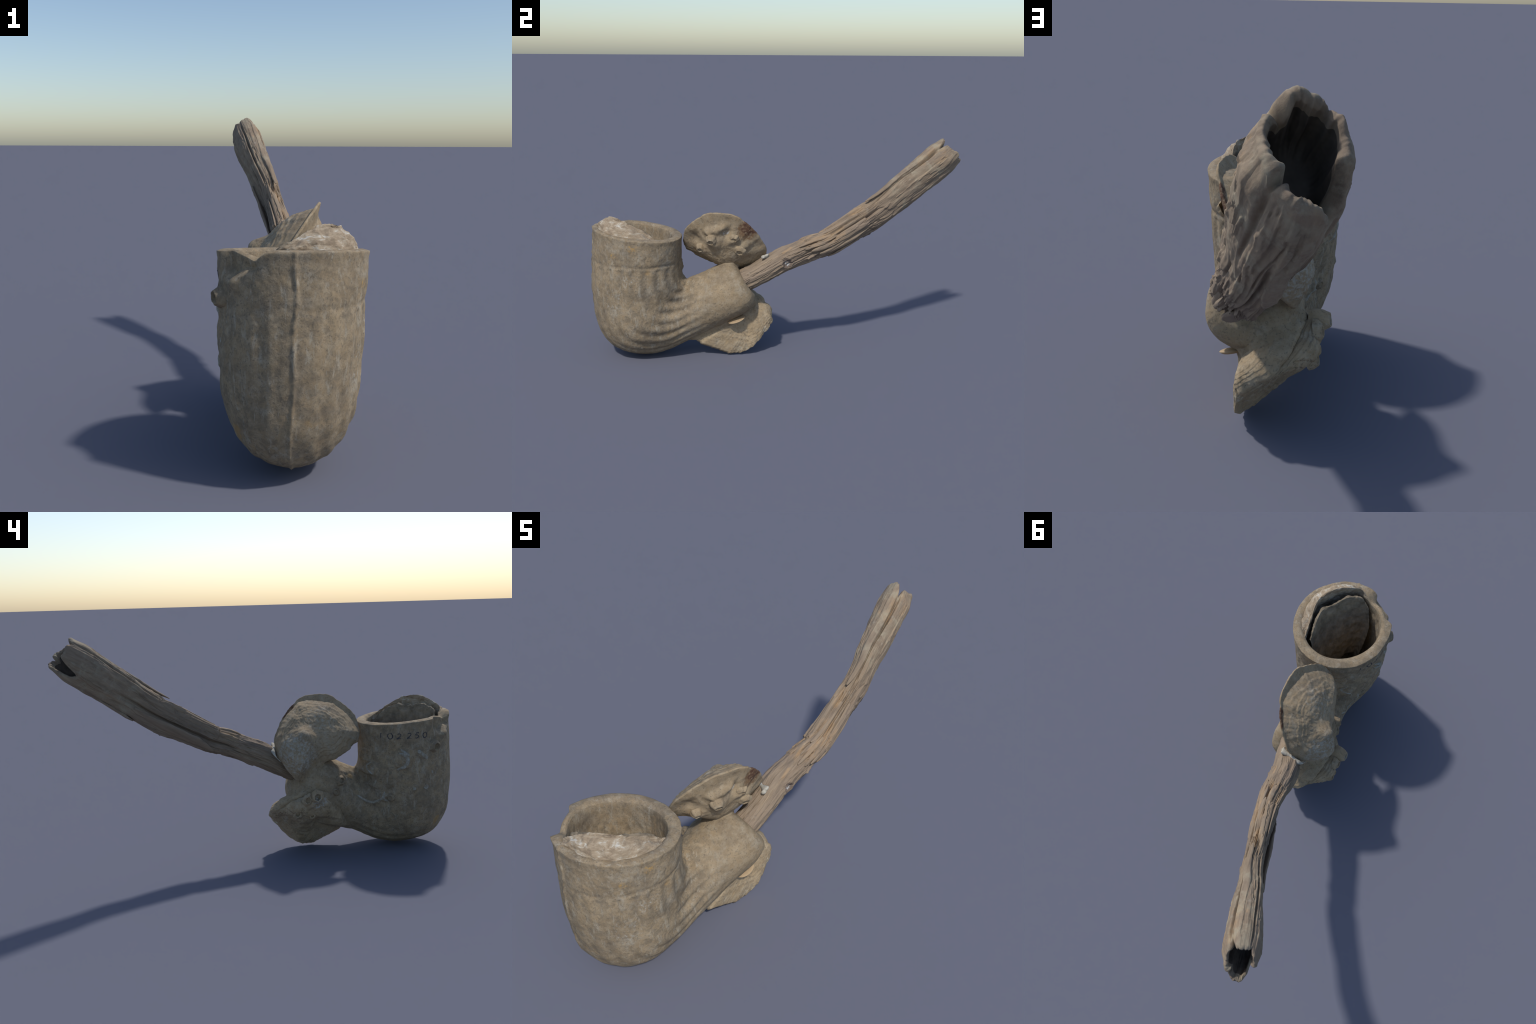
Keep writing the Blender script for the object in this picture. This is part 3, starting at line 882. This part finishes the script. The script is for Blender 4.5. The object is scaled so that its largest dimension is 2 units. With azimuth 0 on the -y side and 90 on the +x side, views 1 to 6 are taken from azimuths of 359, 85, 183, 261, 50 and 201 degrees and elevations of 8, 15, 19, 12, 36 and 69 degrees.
bR = bvh_of(PR.reshape(-1, 3), grid_faces(*PR.shape[:2]))
bB = bvh_of(PB.reshape(-1, 3), grid_faces(*PB.shape[:2]))
for k, (pt, r, h) in enumerate([((.110, -.357, .648), .022, .013), ((.053, -.415, .592), .018, .012), ((.12, -.245, .655), .018, .008), ((.105, -.215, .585), .023, .008)]):
    loc, n = stick(bR, pt)
    n = -UP
    loc = loc + UP * .003
    barnacle('barnacle', loc, n, r, h, mat_shell_clay, oyster, seed=k * 3.3, pit=.45, lean=(.15, -.15, -.1))
for k, (pt, r, h, ov) in enumerate([((-.185, -.250, .335), .024, .026, 1.1), ((-.185, -.195, .310), .019, .012, 1.3), ((-.17, -.165, .262), .011, .008, 1.3), ((-.17, -.145, .230), .017, .014, 1.1), ((-.16, -.222, .205), .014, .013, 1.0)]):
    loc, n = stick(bB, pt)
    n = np.array((-.9, .15, .2))
    barnacle('barnacle', loc + np.array((.004, 0, 0)), n, r, h, mat_low_shell, lower, seed=40 + k * 2.7, pit=.15, oval=ov, spin=.8)
for k, (pt, r, h, ov) in enumerate([((-.238, -.842, .555), .027, .024, 1.0), ((-.12, -.385, .385), .020, .020, 1.1), ((-.135, -.355, .330), .018, .010, .8), ((-.22, -.614, .290), .015, .005, 1.0)]):
    loc, n = stick(body_bvh, pt)
    if n[0] > 0:
        n = -n
    barnacle('barnacle', loc, n, r, h, mat_clay, root, seed=70 + k * 4.1, pit=.5 if k else .6, oval=ov, spin=.6)

# broken white lip at the hinge of the upper oyster, where it meets the stem
lip_c = catmull([(.082, -.085, .556), (.070, -.066, .556), (.045, -.058, .551), (.015, -.050, .545), (-.012, -.045, .535), (-.026, -.056, .516), (-.030, -.078, .492)], 60)
lt = np.gradient(lip_c, axis=0)
lt /= np.linalg.norm(lt, axis=1, keepdims=True)
ld = np.array((.25, .75, .55))
lb = np.cross(lt, ld)
wq = np.interp(np.linspace(0, 1, 60), [0, .1, .2, .35, .6, .8, 1], [.010, .022, .016, .009, .013, .013, .006])
ph = np.linspace(0, 2 * math.pi, 16, endpoint=False)
P = lip_c[:, None] + lb[:, None] * (0.011 * np.sin(ph))[None, :, None] + ld * ((wq[:, None] * np.cos(ph)[None])[..., None]) - ld * .012
P = P + 0.004 * fbm(P * 50, 3)[..., None]
V = np.concatenate([P.reshape(-1, 3), [P[0].mean(0), P[-1].mean(0)]])
F = [list(f) for f in grid_faces(60, 16)] + [[960, (j + 1) % 16, j] for j in range(16)] + [[961, 944 + j, 944 + (j + 1) % 16] for j in range(16)]
make_mesh('broken_hinge', V, F, mat_white, oyster)


def ray_left(y, z):
    loc, n, i, d = body_bvh.ray_cast(Vector((-1, y, z)), Vector((1, 0, 0)))
    return np.array(loc), np.array(n)


def tube(name, pts, rad, mat, parent, sink=0.35, flat=1.0, seed=0):
    n, m = max(24, 12 * len(pts)), 12
    q = catmull(pts, n)
    c, nn = zip(*[ray_left(y, z) for y, z in q])
    c, nn = np.array(c), np.array(nn)
    nn[nn[:, 0] > 0] *= -1
    T = np.gradient(c, axis=0)
    T /= np.linalg.norm(T, axis=1, keepdims=True)
    sd = np.cross(T, nn)
    w = rad * np.clip(np.sin(np.linspace(0.12, math.pi - 0.12, n)) * 2.2, 0.2, 1) * (1 + .5 * noise(np.stack([np.arange(n) * .35, np.full(n, seed), np.zeros(n)], -1)))
    ph = np.linspace(0, 2 * math.pi, m, endpoint=False)
    P = c[:, None] - nn[:, None] * (sink * rad * flat) + sd[:, None] * (w[:, None] * np.cos(ph))[..., None] + nn[:, None] * (w[:, None] * flat * np.sin(ph))[..., None]
    V = np.concatenate([P.reshape(-1, 3), [P[0].mean(0), P[-1].mean(0)]])
    F = [list(f) for f in grid_faces(n, m)]
    F += [[n * m, (j + 1) % m, j] for j in range(m)] + [[n * m + 1, (n - 1) * m + j, (n - 1) * m + (j + 1) % m] for j in range(m)]
    return make_mesh(name, V, F, mat, parent)


for k, (pts, r, fl) in enumerate([
        ([(-.655, .528), (-.680, .516), (-.694, .495), (-.688, .468), (-.662, .446), (-.645, .441)], .0095, .5),
        ([(-.745, .538), (-.768, .521), (-.800, .494)], .010, .45), ([(-.664, .543), (-.684, .530), (-.705, .514)], .007, .5),
        ([(-.468, .303), (-.500, .279), (-.543, .262), (-.578, .276), (-.592, .296), (-.602, .325)], .0065, .5),
        ([(-.545, .470), (-.532, .452), (-.528, .432), (-.536, .415), (-.55, .407)], .005, .6),
        ([(-.730, .352), (-.733, .338)], .008, .35), ([(-.788, .338), (-.802, .360)], .012, .35), ([(-.822, .432), (-.83, .418)], .005, .4),
        ([(-.615, .308), (-.597, .296), (-.600, .280), (-.620, .274), (-.632, .290), (-.622, .306)], .005, .45)]):
    tube('worm_tube', pts, r, mat_lime, root, flat=fl, seed=k * 1.7)

# inked catalogue number on the left side of the bowl (strokes in a unit box, x right, y up)
STROKES = {
    '1': [[(.5, 0), (.48, .5), (.5, 1)]],
    '0': [[(.5, 1), (.15, .8), (.1, .4), (.35, 0), (.75, .1), (.9, .55), (.7, .95), (.45, 1)]],
    '2': [[(.1, .8), (.4, 1), (.75, .85), (.7, .55), (.3, .2), (.1, .02), (.5, .1), (.95, .02)]],
    '5': [[(.95, 1), (.5, 1), (.35, .98)], [(.38, 1), (.25, .6), (.6, .62), (.85, .35), (.6, .05), (.15, .05)]]}
number = bpy.data.objects.new('catalogue_number', None)
bpy.context.scene.collection.objects.link(number)
number.parent = root
for ch, y0, z0 in zip('102250', (-.580, -.616, -.655, -.702, -.738, -.780), (.612, .611, .611, .614, .615, .616)):
    for st in STROKES[ch]:
        pts = [(y0 - (x - .5) * .025, z0 + (v - .5) * .027) for x, v in st]
        t = tube('ink_digit', pts, .0024, mat_ink, number, sink=-.1, flat=.35, seed=y0)

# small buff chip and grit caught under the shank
ph = np.linspace(0, 2 * math.pi, 40, endpoint=False)
rows = []
for f, z in ((0.0, -.006), (.7, -.008), (1, -.001), (.96, .004), (.6, .007), (0, .008)):
    rows.append(np.stack([.100 + .036 * np.sin(ph) * f + .006 * f * np.cos(ph) + z * .5, -.235 + .045 * f * np.cos(ph) - .004 * f * np.sin(ph), .213 - .008 * f * np.sin(ph) + .014 * f * np.cos(ph) + z * .9], 1))
P = catmull(np.array(rows).reshape(len(rows), -1), 24).reshape(24, 40, 3)
make_mesh('shell_chip', P.reshape(-1, 3), grid_faces(24, 40), mat_pebble, root)

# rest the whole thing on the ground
dg = bpy.context.evaluated_depsgraph_get()
zmin = min((o.matrix_world @ v.co).z for o in bpy.data.objects if o.type == 'MESH' for v in o.data.vertices)
print('lowest point', zmin)
